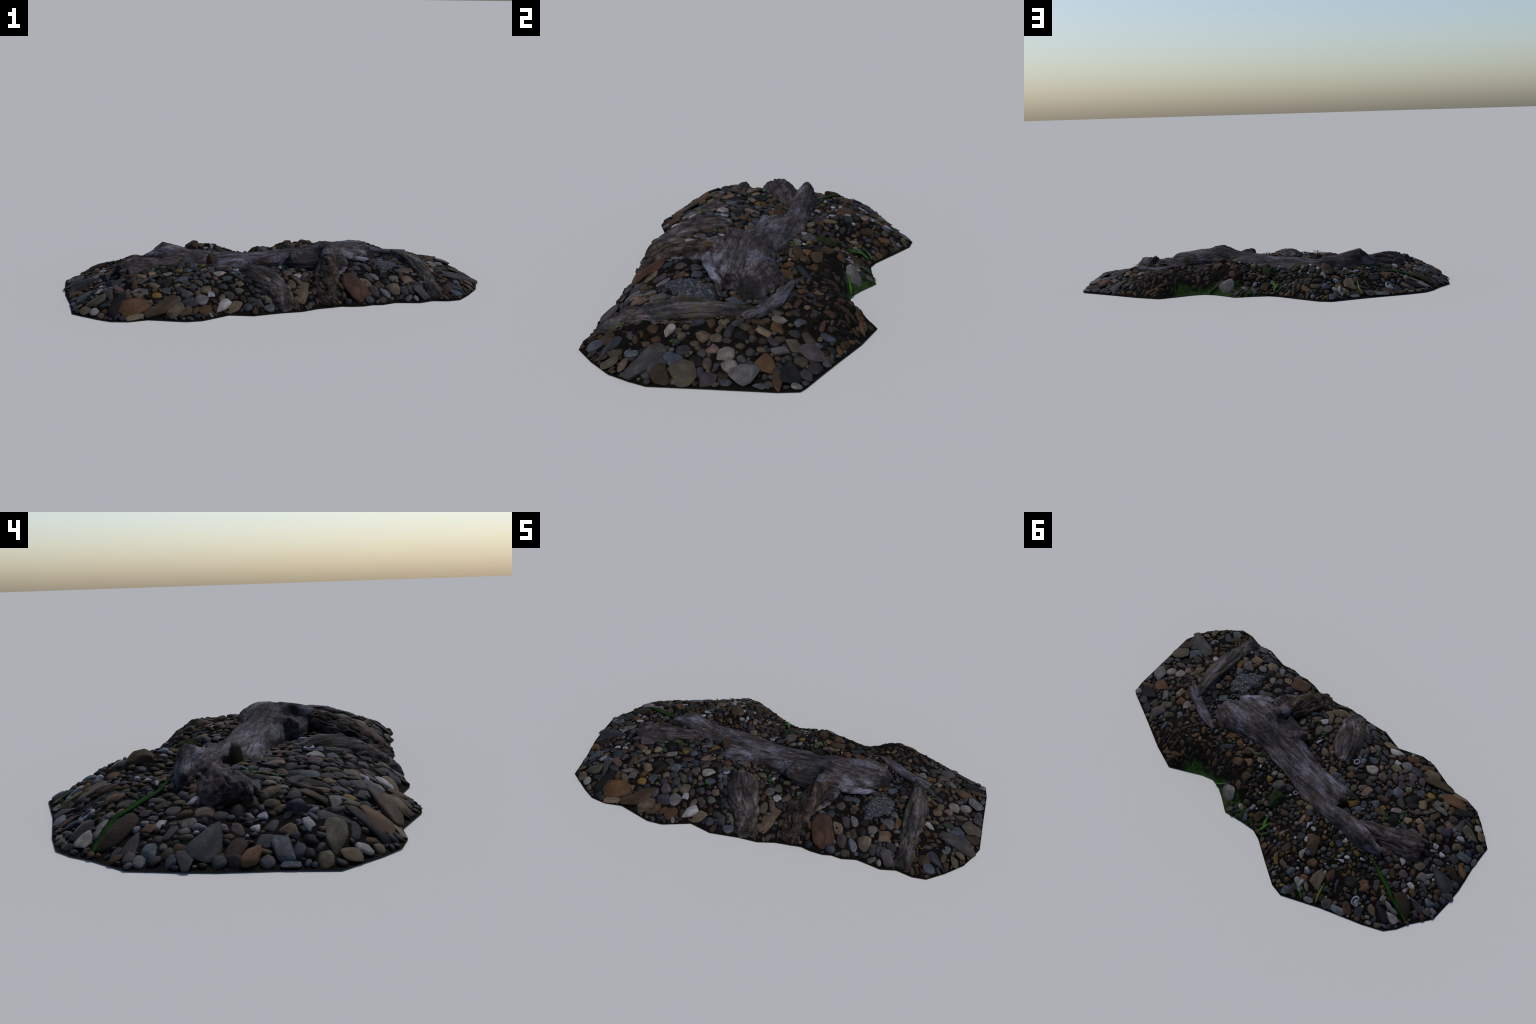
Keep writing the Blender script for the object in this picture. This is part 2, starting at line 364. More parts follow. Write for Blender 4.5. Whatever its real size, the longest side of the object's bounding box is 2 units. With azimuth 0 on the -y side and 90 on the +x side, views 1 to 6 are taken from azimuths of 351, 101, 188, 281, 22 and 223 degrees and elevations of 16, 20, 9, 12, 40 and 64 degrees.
def wood_material(name, heading, pale=0.6, dark_spot=None, tone=(1, 1, 1), moss=0.0, checks_amount=0.9, stripe=1.0, wander=0.035):
    """Grey weathered wood: fine grain along the heading, dark checks, pale silvered patches."""
    m, t, b = new_material(name, 0.85, 0.10)
    tc = node(t, "ShaderNodeTexCoord").outputs["Object"]
    turn = node(t, "ShaderNodeMapping")
    turn.inputs["Rotation"].default_value = (0, 0, -heading)
    t.links.new(tc, turn.inputs[0])
    warp = node(t, "ShaderNodeTexNoise")
    warp.inputs["Scale"].default_value = 9.0
    warp.inputs["Detail"].default_value = 2.0
    t.links.new(turn.outputs[0], warp.inputs["Vector"])
    shift = node(t, "ShaderNodeVectorMath", operation="MULTIPLY_ADD")
    t.links.new(warp.outputs["Color"], shift.inputs[0])
    shift.inputs[1].default_value = (wander, wander, wander)
    t.links.new(turn.outputs[0], shift.inputs[2])
    along = node(t, "ShaderNodeMapping")
    along.inputs["Scale"].default_value = (5, 80, 80)
    t.links.new(shift.outputs[0], along.inputs[0])
    grain = noise_tex(t, along.outputs[0], 1.0, 5.0, 0.65)
    fibre = node(t, "ShaderNodeMapping")
    fibre.inputs["Scale"].default_value = (16, 330, 330)
    t.links.new(shift.outputs[0], fibre.inputs[0])
    fine = noise_tex(t, fibre.outputs[0], 1.0, 3.0, 0.6)
    broad = node(t, "ShaderNodeMapping")
    broad.inputs["Scale"].default_value = (2.6, 34, 34)
    t.links.new(shift.outputs[0], broad.inputs[0])
    bands = noise_tex(t, broad.outputs[0], 1.0, 4.0, 0.6)
    streak = node(t, "ShaderNodeMapping")
    streak.inputs["Scale"].default_value = (9, 22, 22)
    t.links.new(shift.outputs[0], streak.inputs[0])
    base = ramp(t, grain, [(0.30, (0.007, 0.006, 0.007)), (0.43, (0.026, 0.0225, 0.024)), (0.56, (0.050, 0.044, 0.047)), (0.72, (0.082, 0.075, 0.081))])
    base = mix(t, "MULTIPLY", 1.0, base, ramp(t, fine, [(0.3, (0.58, 0.58, 0.58)), (0.62, (1.2, 1.2, 1.2))]))
    base = mix(t, "MULTIPLY", 1.0, base, ramp(t, bands, [(0.34, (0.50 / stripe,) * 3), (0.5, (0.95, 0.94, 0.96)), (0.66, (1.3 * stripe,) * 3)]))
    brown = noise_tex(t, tc, 14.0, 3.0, 0.6)
    base = mix(t, "MULTIPLY", ramp(t, brown, [(0.48, (0, 0, 0)), (0.66, (0.8, 0.8, 0.8))]), base, (0.96, 0.80, 0.70))
    patch = noise_tex(t, streak.outputs[0], 1.0, 5.0, 0.7)
    silver = math_node(t, "MULTIPLY", math_node(t, "MULTIPLY", pale, ramp(t, fine, [(0.36, (0.35,) * 3), (0.6, (1, 1, 1))])), ramp(t, patch, [(0.50, (0, 0, 0)), (0.66, (1, 1, 1))]))
    base = mix(t, "MIX", silver, base, (0.122, 0.128, 0.166))
    checks = node(t, "ShaderNodeMapping")
    checks.inputs["Scale"].default_value = (10, 26, 26)
    t.links.new(shift.outputs[0], checks.inputs[0])
    cell = node(t, "ShaderNodeTexVoronoi", feature="DISTANCE_TO_EDGE")
    t.links.new(checks.outputs[0], cell.inputs["Vector"])
    cell.inputs["Scale"].default_value = 1.0
    gate = noise_tex(t, tc, 8.0, 1.0, 0.5)
    crack = math_node(t, "MULTIPLY", ramp(t, cell.outputs["Distance"], [(0.0, (1, 1, 1)), (0.035, (0, 0, 0))]), ramp(t, gate, [(0.46, (0, 0, 0)), (0.6, (checks_amount,) * 3)]))
    base = mix(t, "MIX", crack, base, (0.010, 0.008, 0.008))
    if moss:
        mo = noise_tex(t, tc, 24.0, 4.0, 0.65)
        base = mix(t, "MIX", math_node(t, "MULTIPLY", ramp(t, mo, [(0.5, (0, 0, 0)), (0.66, (1, 1, 1))]), moss), base, (0.050, 0.052, 0.016))
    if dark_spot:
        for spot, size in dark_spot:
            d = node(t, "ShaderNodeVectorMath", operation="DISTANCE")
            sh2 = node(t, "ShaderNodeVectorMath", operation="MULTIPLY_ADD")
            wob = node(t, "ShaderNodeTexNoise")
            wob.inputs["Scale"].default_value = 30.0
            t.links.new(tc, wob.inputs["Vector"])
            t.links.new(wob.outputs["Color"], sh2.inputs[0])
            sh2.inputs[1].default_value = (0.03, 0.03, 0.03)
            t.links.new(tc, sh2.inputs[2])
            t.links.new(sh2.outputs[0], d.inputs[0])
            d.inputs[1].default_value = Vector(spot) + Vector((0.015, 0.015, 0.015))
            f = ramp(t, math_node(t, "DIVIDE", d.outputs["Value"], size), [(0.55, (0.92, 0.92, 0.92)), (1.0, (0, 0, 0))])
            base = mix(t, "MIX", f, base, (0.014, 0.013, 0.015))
    stain = noise_tex(t, tc, 11.0, 3.0, 0.6, None, 0.6)
    base = mix(t, "MULTIPLY", 1.0, base, ramp(t, stain, [(0.36, (0.46, 0.43, 0.42)), (0.5, (0.92, 0.91, 0.92)), (0.62, (1.12, 1.12, 1.14))]))
    split = node(t, "ShaderNodeMapping")
    split.inputs["Scale"].default_value = (2.2, 22, 22)
    t.links.new(shift.outputs[0], split.inputs[0])
    sp = noise_tex(t, split.outputs[0], 1.0, 2.0, 0.5)
    sp_dark = ramp(t, sp, [(0.489, (0, 0, 0)), (0.5, (0.8, 0.8, 0.8)), (0.511, (0, 0, 0))])
    base = mix(t, "MIX", sp_dark, base, (0.009, 0.008, 0.008))
    base = mix(t, "MULTIPLY", 1.0, base, tone)
    t.links.new(base, b.inputs["Base Color"])
    high = math_node(t, "ADD", math_node(t, "ADD", grain, bands), math_node(t, "MULTIPLY", fine, 0.5))
    high = math_node(t, "SUBTRACT", high, crack)
    bump(t, b, math_node(t, "SUBTRACT", high, math_node(t, "MULTIPLY", sp_dark, 1.2)), 0.6, 0.006)
    return m


def soil_material():
    """Bed coloured near black to paint the crease shade between the stones, green with algae at the foot of the back slope."""
    m, t, b = new_material("grit_painted_gap_shade", 0.95, 0.05)
    tc = node(t, "ShaderNodeTexCoord").outputs["Object"]
    n1 = noise_tex(t, tc, 60.0, 5.0, 0.7)
    col = ramp(t, n1, [(0.35, (0.003, 0.0026, 0.0022)), (0.55, (0.006, 0.005, 0.004)), (0.68, (0.014, 0.010, 0.007)), (0.8, (0.032, 0.021, 0.013))])
    cells = node(t, "ShaderNodeTexVoronoi")
    cells.inputs["Scale"].default_value = 150.0
    t.links.new(tc, cells.inputs["Vector"])
    col = mix(t, "MULTIPLY", 0.7, col, cells.outputs["Color"])
    sep = node(t, "ShaderNodeSeparateXYZ")
    t.links.new(tc, sep.inputs[0])
    wob = noise_tex(t, tc, 16.0, 3.0, 0.6)
    ex = math_node(t, "DIVIDE", math_node(t, "SUBTRACT", sep.outputs[0], 0.19), 0.25)
    ey = math_node(t, "DIVIDE", math_node(t, "SUBTRACT", sep.outputs[1], 0.385), 0.062)
    rr = math_node(t, "ADD", math_node(t, "MULTIPLY", ex, ex), math_node(t, "MULTIPLY", ey, ey))
    rr = math_node(t, "ADD", rr, math_node(t, "MULTIPLY", math_node(t, "SUBTRACT", wob, 0.5), 1.6))
    col = mix(t, "MIX", ramp(t, rr, [(0.7, (1, 1, 1)), (1.1, (0, 0, 0))]), col, ramp(t, n1, [(0.35, (0.006, 0.016, 0.003)), (0.7, (0.022, 0.046, 0.010))]))
    t.links.new(col, b.inputs["Base Color"])
    bump(t, b, n1, 0.6, 0.006)
    return m


def plain_material(name, colour, alt, scale=60.0, rough=0.7, spec=0.15, translucent=False):
    m, t, b = new_material(name, rough, spec)
    tc = node(t, "ShaderNodeTexCoord").outputs["Object"]
    n = noise_tex(t, tc, scale, 4.0, 0.6)
    col = ramp(t, n, [(0.35, colour), (0.66, alt)])
    t.links.new(col, b.inputs["Base Color"])
    bump(t, b, n, 0.3, 0.002)
    if translucent:
        tr = node(t, "ShaderNodeBsdfTranslucent")
        t.links.new(col, tr.inputs[0])
        mx = node(t, "ShaderNodeMixShader")
        mx.inputs[0].default_value = 0.25
        t.links.new(b.outputs[0], mx.inputs[1])
        t.links.new(tr.outputs[0], mx.inputs[2])
        t.links.new(mx.outputs[0], t.nodes["Material Output"].inputs[0])
    return m


def conglomerate_material():
    """Dark blue-grey matrix set with buff fragments."""
    m, t, b = new_material("conglomerate_rock", 0.85, 0.12)
    tc = node(t, "ShaderNodeTexCoord").outputs["Object"]
    warp = node(t, "ShaderNodeTexNoise")
    warp.inputs["Scale"].default_value = 40.0
    t.links.new(tc, warp.inputs["Vector"])
    sh = node(t, "ShaderNodeVectorMath", operation="MULTIPLY_ADD")
    t.links.new(warp.outputs["Color"], sh.inputs[0])
    sh.inputs[1].default_value = (0.014, 0.014, 0.014)
    t.links.new(tc, sh.inputs[2])
    v = node(t, "ShaderNodeTexVoronoi", feature="F1")
    v.inputs["Scale"].default_value = 75.0
    t.links.new(sh.outputs[0], v.inputs["Vector"])
    pick = node(t, "ShaderNodeSeparateColor")
    t.links.new(v.outputs["Color"], pick.inputs[0])
    chips = math_node(t, "MULTIPLY", ramp(t, v.outputs["Distance"], [(0.36, (1, 1, 1)), (0.48, (0, 0, 0))]), ramp(t, pick.outputs[0], [(0.52, (0, 0, 0)), (0.62, (0.9, 0.9, 0.9))]))
    n = noise_tex(t, tc, 90.0, 4.0, 0.65)
    col = ramp(t, n, [(0.35, (0.008, 0.009, 0.012)), (0.65, (0.036, 0.042, 0.055))])
    col = mix(t, "MIX", chips, col, (0.080, 0.070, 0.063))
    t.links.new(col, b.inputs["Base Color"])
    bump(t, b, math_node(t, "ADD", n, chips), 0.6, 0.005)
    return m


# ----------------------------------------------------------------------------------------------
#  object helpers
# ----------------------------------------------------------------------------------------------
def link(name, mesh, parent, mat=None):
    o = bpy.data.objects.new(name, mesh)
    bpy.context.scene.collection.objects.link(o)
    o.parent = parent
    if mat is not None and not mesh.materials:
        mesh.materials.append(mat)
    return o


def smooth(me):
    me.polygons.foreach_set("use_smooth", [True] * len(me.polygons))


root = bpy.data.objects.new("driftwood_on_shingle", None)
bpy.context.scene.collection.objects.link(root)
root["label"] = "grey weathered driftwood log lying on a mound of dark beach pebbles"
root["category"] = "driftwood"

def region_of(x, y):
    if (0.12 < x < 0.66 and y > 0.19) or (0.70 < x < 0.86 and -0.40 < y < -0.19):
        return "soil"
    if x > 0.55:
        return "right"
    if y > 0.10 and x > -0.80:
        return "back"
    if x < -0.62:
        return "left"
    return "front"


# ---- the shingle bed: closed shell, top = the sheet lowered a little, bottom flat ----------------
SINK = 0.008


def build_bed():
    step = 0.009
    border = resample(rim, step)
    xs, ys = np.meshgrid(np.arange(-1, 1, step), np.arange(-0.54, 0.54, step))
    xs = xs.ravel() + (np.arange(xs.size) // xs.shape[1] % 2) * step * 0.5
    ys = ys.ravel()
    keep = inside(xs, ys)
    xs, ys = xs[keep], ys[keep]
    keep = rim_distance(xs, ys) > step * 0.7
    pts = np.vstack([border, np.c_[xs[keep], ys[keep]]])
    nb = len(border)
    edges = [(i, (i + 1) % nb) for i in range(nb)]
    co, _, faces, *_ = delaunay_2d_cdt([Vector(p) for p in pts], edges, [], 1, 1e-6)
    p = np.array([(v.x, v.y) for v in co])
    d = rim_distance(p[:, 0], p[:, 1])
    z = np.maximum(ground(p[:, 0], p[:, 1]), 0)
    fall = np.clip(d / 0.03, 0, 1)
    grit = np.array([noise.noise((x * 55, y * 55, 3.1)) * 0.6 + noise.noise((x * 120, y * 120, 9.0)) * 0.4 for x, y in p])
    z = np.where(d < 1e-4, 0.0, np.maximum(z - SINK * fall + grit * 0.004 * fall, 0.0015))
    clod = np.array([abs(noise.noise((x * 26, y * 26, 5.0))) + 0.5 * abs(noise.noise((x * 60, y * 60, 2.0))) if region_of(x, y) == "soil" else 0.0 for x, y in p])
    z = z + clod * 0.014 * fall
    verts = [(x, y, h) for (x, y), h in zip(p, z)]
    me = bpy.data.meshes.new("shingle_bed")
    onrim = [i for i in range(len(p)) if d[i] < 1e-4]
    order = sorted(onrim, key=lambda i: min(range(nb), key=lambda k: (border[k][0] - p[i][0]) ** 2 + (border[k][1] - p[i][1]) ** 2))
    me.from_pydata(verts, [], [list(f) for f in faces] + [order[::-1]])
    smooth(me)
    me.update()
    return me


soil = soil_material()
bed = link("shingle_bed", build_bed(), root, soil)

# ---- timber: swept sections fused into one skin, then given grain --------------------------------
taken = []           # (x, y, radius) footprints that loose stones keep clear of


def sweep(bm, path, sides=24, powers=(2.2, 2.2)):
    """path: (x, y, z of centre, half width, half height) along a spine; a power for each flank (2 = ellipse)."""
    P = [Vector(p[:3]) for p in path]
    rings = []
    for i, p in enumerate(path):
        t = (P[min(i + 1, len(P) - 1)] - P[max(i - 1, 0)]).normalized()
        side = t.cross(Vector((0, 0, 1))).normalized()
        up = side.cross(t).normalized()
        ring = []
        for k in range(sides):
            a = math.tau * k / sides
            c, s = math.cos(a), math.sin(a)
            power = powers[0] if c > 0 else powers[1]
            c = math.copysign(abs(c) ** (2 / power), c)
            s = math.copysign(abs(s) ** (2 / power), s)
            ring.append(bm.verts.new(P[i] + side * c * p[3] + up * s * p[4]))
        rings.append(ring)
    total = sum((q - p).length for p, q in zip(P, P[1:]))
    run = 0.0
    for i in range(len(P) - 1):                       # footprints along the spine, drawn in at both ends
        l = (P[i + 1] - P[i]).length
        n = max(1, int(l / 0.012))
        for j in range(n + 1):
            f = j / n
            q = P[i].lerp(P[i + 1], f)
            wide = (path[i][3] * (1 - f) + path[i + 1][3] * f) * 0.82
            taken.append((q.x, q.y, min(wide, min(run + l * f, total - run - l * f) + 0.006)))
        run += l
    for a, b in zip(rings, rings[1:]):
        for k in range(sides):
            bm.faces.new((a[k], a[(k + 1) % sides], b[(k + 1) % sides], b[k]))
    bm.faces.new(rings[0][::-1])
    bm.faces.new(rings[-1])


def timber(name, paths, parent, mat, voxel=0.005, rough=0.004, grain=(6, 45), relax=6, dents=(), seed=0.0, powers=None):
    bm = bmesh.new()
    for q, p in enumerate(paths):
        sweep(bm, p, powers=(powers or {}).get(q, (2.2, 2.2)))
    bmesh.ops.recalc_face_normals(bm, faces=bm.faces)
    me = bpy.data.meshes.new(name + "_raw")
    bm.to_mesh(me)
    bm.free()
    o = bpy.data.objects.new(name + "_raw", me)
    bpy.context.scene.collection.objects.link(o)
    r = o.modifiers.new("fuse", "REMESH")
    r.mode, r.voxel_size = "VOXEL", voxel
    s = o.modifiers.new("relax", "SMOOTH")
    s.factor, s.iterations = 0.5, relax
    out = bpy.data.meshes.new_from_object(o.evaluated_get(bpy.context.evaluated_depsgraph_get()))
    bpy.data.objects.remove(o)
    bpy.data.meshes.remove(me)
    out.name = name
    n = len(out.vertices)
    co, no = np.empty(n * 3), np.empty(n * 3)
    out.vertices.foreach_get("co", co)
    out.vertices.foreach_get("normal", no)
    co, no = co.reshape(-1, 3), no.reshape(-1, 3)
    # distance run along the nearest spine, and the offset across it: the frame the grain lives in
    best = np.full(n, 9.0)
    run, cross = np.zeros(n), np.zeros(n)
    for q, path in enumerate(paths):
        s0 = q * 3.7
        for a, b in zip(path, path[1:]):
            a, b = np.array(a[:3]), np.array(b[:3])
            ab = b - a
            l = np.linalg.norm(ab)
            f = np.clip((co - a) @ ab / (l * l), 0, 1)
            off = co - a - f[:, None] * ab
            d = np.linalg.norm(off, axis=1)
            lat = off @ np.array((-ab[1], ab[0], 0)) / max(1e-6, math.hypot(ab[0], ab[1]))
            hit = d < best
            best[hit], run[hit], cross[hit] = d[hit], (s0 + f * l)[hit], lat[hit]
            s0 += l
    g1, g2 = grain
    h = np.empty(n)
    for i in range(n):
        u, c, z = run[i], cross[i], co[i, 2]
        bend = noise.noise((u * 7 + seed, c * 9, z * 9)) * 0.03
        ridge = 1 - abs(noise.noise((u * g1 + seed, (c + bend) * g2, (z + bend) * g2))) * 2
        ridge2 = 1 - abs(noise.noise((u * g1 * 2 + seed, (c + bend) * g2 * 1.9 + 7, (z + bend) * g2 * 1.9))) * 2
        h[i] = 0.8 * ridge + 0.45 * ridge2 - 0.6 + 0.45 * noise.noise((u * 9 + seed, c * 16, z * 16))
    co = co + no * (h * rough)[:, None]
    for (cx, cy, cz), rad, deep in dents:
        d = np.linalg.norm(co - np.array((cx, cy, cz)), axis=1)
        co -= no * (deep * np.clip(1 - (d / rad) ** 2, 0, 1) ** 1.5)[:, None]
    co[:, 2] = np.maximum(co[:, 2], 0.001)
    out.vertices.foreach_set("co", co.ravel())
    smooth(out)
    out.update()
    out.materials.clear()
    return link(name, out, parent, mat)


def lie(path, rise):
    """Set a spine given as (x, y, half width, half height) on the ground, its top 'rise' above it."""
    out = []
    for x, y, a, b in path:
        out.append((x, y, max(float(ground(x, y)[0]) + rise - b, 0.004), a, b))
    return out


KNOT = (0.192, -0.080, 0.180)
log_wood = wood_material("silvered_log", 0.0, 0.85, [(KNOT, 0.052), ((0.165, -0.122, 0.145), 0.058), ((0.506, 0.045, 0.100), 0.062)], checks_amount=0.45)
# far flank (+y) a low dome, near flank (-y) a steep wall
trunk = [
    (0.488, 0.016, 0.092, 0.046, 0.062), (0.472, 0.036, 0.090, 0.078, 0.078), (0.42, 0.054, 0.086, 0.106, 0.088), (0.36, 0.026, 0.084, 0.104, 0.095),
    (0.30, 0.004, 0.086, 0.106, 0.099), (0.24, -0.008, 0.090, 0.104, 0.102), (0.17, -0.014, 0.088, 0.104, 0.080),
    (0.13, -0.006, 0.086, 0.106, 0.073), (0.09, 0.004, 0.084, 0.112, 0.072), (0.02, 0.012, 0.082, 0.094, 0.066), (-0.05, 0.021, 0.080, 0.094, 0.056),
    (-0.12, 0.030, 0.078, 0.094, 0.056), (-0.19, 0.036, 0.076, 0.098, 0.054), (-0.235, 0.030, 0.074, 0.088, 0.050), (-0.265, 0.024, 0.074, 0.074, 0.048), (-0.295, 0.026, 0.072, 0.056, 0.044),
]
long_limb = [
    (-0.17, 0.075, 0.080, 0.056, 0.050), (-0.24, 0.086, 0.076, 0.050, 0.050), (-0.30, 0.082, 0.080, 0.044, 0.054), (-0.35, 0.070, 0.086, 0.047, 0.061),
    (-0.41, 0.064, 0.090, 0.046, 0.067), (-0.46, 0.070, 0.092, 0.050, 0.079), (-0.505, 0.076, 0.096, 0.046, 0.088), (-0.528, 0.078, 0.100, 0.038, 0.091),
    (-0.545, 0.076, 0.096, 0.030, 0.074), (-0.58, 0.072, 0.092, 0.026, 0.056), (-0.615, 0.064, 0.090, 0.016, 0.044),
]
short_limb = [
    (-0.16, -0.022, 0.084, 0.046, 0.046), (-0.22, -0.042, 0.080, 0.036, 0.040), (-0.28, -0.056, 0.080, 0.024, 0.032),
    (-0.325, -0.063, 0.084, 0.015, 0.020), (-0.350, -0.067, 0.090, 0.007, 0.011),
]
knee = [(0.120, -0.050, 0.118, 0.030, 0.046), (0.097, -0.085, 0.126, 0.034, 0.046), (0.082, -0.108, 0.140, 0.024, 0.034), (0.077, -0.119, 0.160, 0.010, 0.019)]
shoulder = [(0.275, -0.03, 0.150, 0.034, 0.044), (0.258, -0.075, 0.148, 0.032, 0.044), (0.246, -0.115, 0.142, 0.034, 0.045), (0.242, -0.150, 0.132, 0.036, 0.042)]
near_wall = [(0.458, -0.026, 0.108, 0.018, 0.040), (0.42, -0.048, 0.108, 0.022, 0.044), (0.37, -0.075, 0.110, 0.024, 0.046), (0.32, -0.098, 0.112, 0.024, 0.046), (0.275, -0.115, 0.114, 0.026, 0.044)]
heel = [(0.305, -0.112, 0.112, 0.032, 0.042), (0.308, -0.150, 0.106, 0.034, 0.042), (0.306, -0.195, 0.098, 0.032, 0.038), (0.292, -0.245, 0.082, 0.024, 0.032)]
side_wall = [(0.20, -0.098, 0.120, 0.050, 0.040), (0.14, -0.104, 0.110, 0.040, 0.040), (0.09, -0.104, 0.112, 0.026, 0.040)]
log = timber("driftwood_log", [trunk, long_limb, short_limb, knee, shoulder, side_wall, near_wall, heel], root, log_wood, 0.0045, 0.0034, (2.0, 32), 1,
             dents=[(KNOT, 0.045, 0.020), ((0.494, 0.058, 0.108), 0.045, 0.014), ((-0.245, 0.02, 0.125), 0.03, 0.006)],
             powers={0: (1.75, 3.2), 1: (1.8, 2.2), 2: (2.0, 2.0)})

butt_wood = wood_material("frayed_end_grain", 0.25, 0.2, [((-0.746, -0.100, 0.080), 0.026)], (0.86, 0.80, 0.78))
butt = [
    (-0.44, 0.030, 0.084, 0.028, 0.040), (-0.50, 0.004, 0.084, 0.038, 0.048), (-0.56, -0.008, 0.084, 0.050, 0.050), (-0.615, -0.032, 0.086, 0.066, 0.054),
    (-0.665, -0.058, 0.086, 0.074, 0.060), (-0.702, -0.078, 0.086, 0.076, 0.058), (-0.724, -0.090, 0.086, 0.070, 0.050), (-0.730, -0.094, 0.086, 0.058, 0.036),
]
crest = [(-0.60, -0.004, 0.098, 0.018, 0.038), (-0.645, -0.030, 0.108, 0.018, 0.042), (-0.70, -0.060, 0.112, 0.020, 0.042), (-0.735, -0.10, 0.104, 0.014, 0.036)]
splinters = [[(-0.70, -0.02, 0.100, 0.014, 0.026), (-0.728, -0.030, 0.102, 0.012, 0.020), (-0.748, -0.036, 0.100, 0.005, 0.010)],
             [(-0.70, -0.115, 0.104, 0.014, 0.022), (-0.722, -0.130, 0.106, 0.011, 0.018), (-0.742, -0.140, 0.106, 0.004, 0.008)],
             [(-0.71, -0.07, 0.118, 0.014, 0.020), (-0.740, -0.086, 0.120, 0.010, 0.014), (-0.754, -0.092, 0.118, 0.004, 0.007)]]
timber("broken_limb", [butt, crest] + splinters, root, butt_wood, 0.0045, 0.0075, (3.5, 44), 2, dents=[((-0.735, -0.095, 0.085), 0.035, 0.008)], seed=5.0,
       powers={0: (1.8, 2.4), 1: (1.8, 1.8)})

root_wood = wood_material("dark_root_wood", 1.75, 0.10, [((0.150, -0.30, 0.085), 0.05), ((0.195, -0.20, 0.120), 0.03)], (0.62, 0.53, 0.45), 0.5, 0.25, 1.9, 0.014)
timber("root", [[
    (0.248, -0.110, 0.142, 0.036, 0.036), (0.242, -0.150, 0.124, 0.042, 0.050), (0.236, -0.210, 0.106, 0.046, 0.050), (0.218, -0.270, 0.090, 0.054, 0.045),
    (0.200, -0.325, 0.064, 0.056, 0.040), (0.182, -0.372, 0.030, 0.052, 0.036), (0.170, -0.416, 0.008, 0.046, 0.018)],
    [(0.215, -0.14, 0.122, 0.012, 0.024), (0.180, -0.215, 0.108, 0.012, 0.022), (0.148, -0.295, 0.092, 0.014, 0.020), (0.140, -0.345, 0.068, 0.012, 0.018)],
    [(0.25, -0.20, 0.124, 0.012, 0.030), (0.252, -0.26, 0.106, 0.012, 0.026), (0.236, -0.31, 0.090, 0.012, 0.022), (0.228, -0.36, 0.06, 0.010, 0.018)]],
    root, root_wood, 0.0045, 0.0080, (4, 48), 2, dents=[((0.195, -0.30, 0.105), 0.028, 0.016), ((0.165, -0.26, 0.105), 0.03, 0.014), ((0.215, -0.235, 0.145), 0.018, 0.012), ((0.175, -0.36, 0.07), 0.03, 0.012)], seed=11.0, powers={0: (2.0, 2.0)})

stump_wood = wood_material("split_stump_wood", -1.1, 0.35, None, (0.80, 0.79, 0.79), 0.35, 0.25, 1.7, 0.014)
timber("root", [[(-0.162, -0.165, 0.095, 0.030, 0.022), (-0.138, -0.198, 0.098, 0.060, 0.036), (-0.112, -0.230, 0.098, 0.076, 0.044), (-0.090, -0.270, 0.094, 0.080, 0.044),
                 (-0.064, -0.315, 0.078, 0.078, 0.044), (-0.034, -0.360, 0.054, 0.070, 0.040), (-0.010, -0.405, 0.028, 0.062, 0.034), (0.004, -0.440, 0.010, 0.052, 0.022), (0.008, -0.458, 0.006, 0.044, 0.006)],
                [(-0.105, -0.20, 0.112, 0.010, 0.024), (-0.060, -0.26, 0.106, 0.012, 0.028), (-0.020, -0.33, 0.080, 0.012, 0.026), (0.010, -0.40, 0.036, 0.010, 0.020)],
                [(-0.160, -0.21, 0.104, 0.012, 0.026), (-0.150, -0.27, 0.098, 0.014, 0.028), (-0.110, -0.34, 0.066, 0.012, 0.026)]],
       root, stump_wood, 0.0045, 0.0075, (2.2, 46), 2, seed=23.0)

ridge_wood = wood_material("mossy_root_wood", 1.75, 0.35, None, (0.78, 0.78, 0.76), 0.75, 0.25, 1.7, 0.014)
timber("root", [[(0.628, 0.110, 0.078, 0.016, 0.022), (0.648, 0.055, 0.080, 0.030, 0.030), (0.668, 0.000, 0.080, 0.044, 0.038), (0.680, -0.060, 0.080, 0.048, 0.040),
                 (0.684, -0.120, 0.078, 0.050, 0.040), (0.690, -0.175, 0.070, 0.048, 0.038), (0.695, -0.240, 0.052, 0.045, 0.036), (0.698, -0.295, 0.036, 0.043, 0.032),
                 (0.700, -0.340, 0.024, 0.043, 0.030), (0.702, -0.380, 0.008, 0.036, 0.014)],
                [(0.643, 0.03, 0.098, 0.008, 0.016), (0.648, -0.06, 0.104, 0.010, 0.020), (0.648, -0.14, 0.100, 0.010, 0.022), (0.660, -0.22, 0.080, 0.010, 0.020), (0.674, -0.30, 0.052, 0.010, 0.020)],
                [(0.690, -0.02, 0.104, 0.010, 0.022), (0.704, -0.09, 0.102, 0.012, 0.022), (0.706, -0.16, 0.092, 0.012, 0.020), (0.712, -0.24, 0.066, 0.010, 0.020)]],
       root, ridge_wood, 0.0045, 0.0075, (2.2, 46), 2, seed=31.0)

plank_wood = wood_material("grey_stick_wood", -0.38, 0.45, None, (1.05, 1.08, 1.18))
timber("stick", [lie([(0.430, 0.184, 0.006, 0.007), (0.47, 0.174, 0.018, 0.010), (0.515, 0.160, 0.024, 0.012), (0.56, 0.144, 0.027, 0.013),
                      (0.60, 0.128, 0.028, 0.013), (0.65, 0.106, 0.030, 0.012), (0.685, 0.090, 0.027, 0.010), (0.700, 0.083, 0.018, 0.007)], 0.010)],
       root, plank_wood, 0.004, 0.0036, (2.5, 70), 2, seed=41.0)

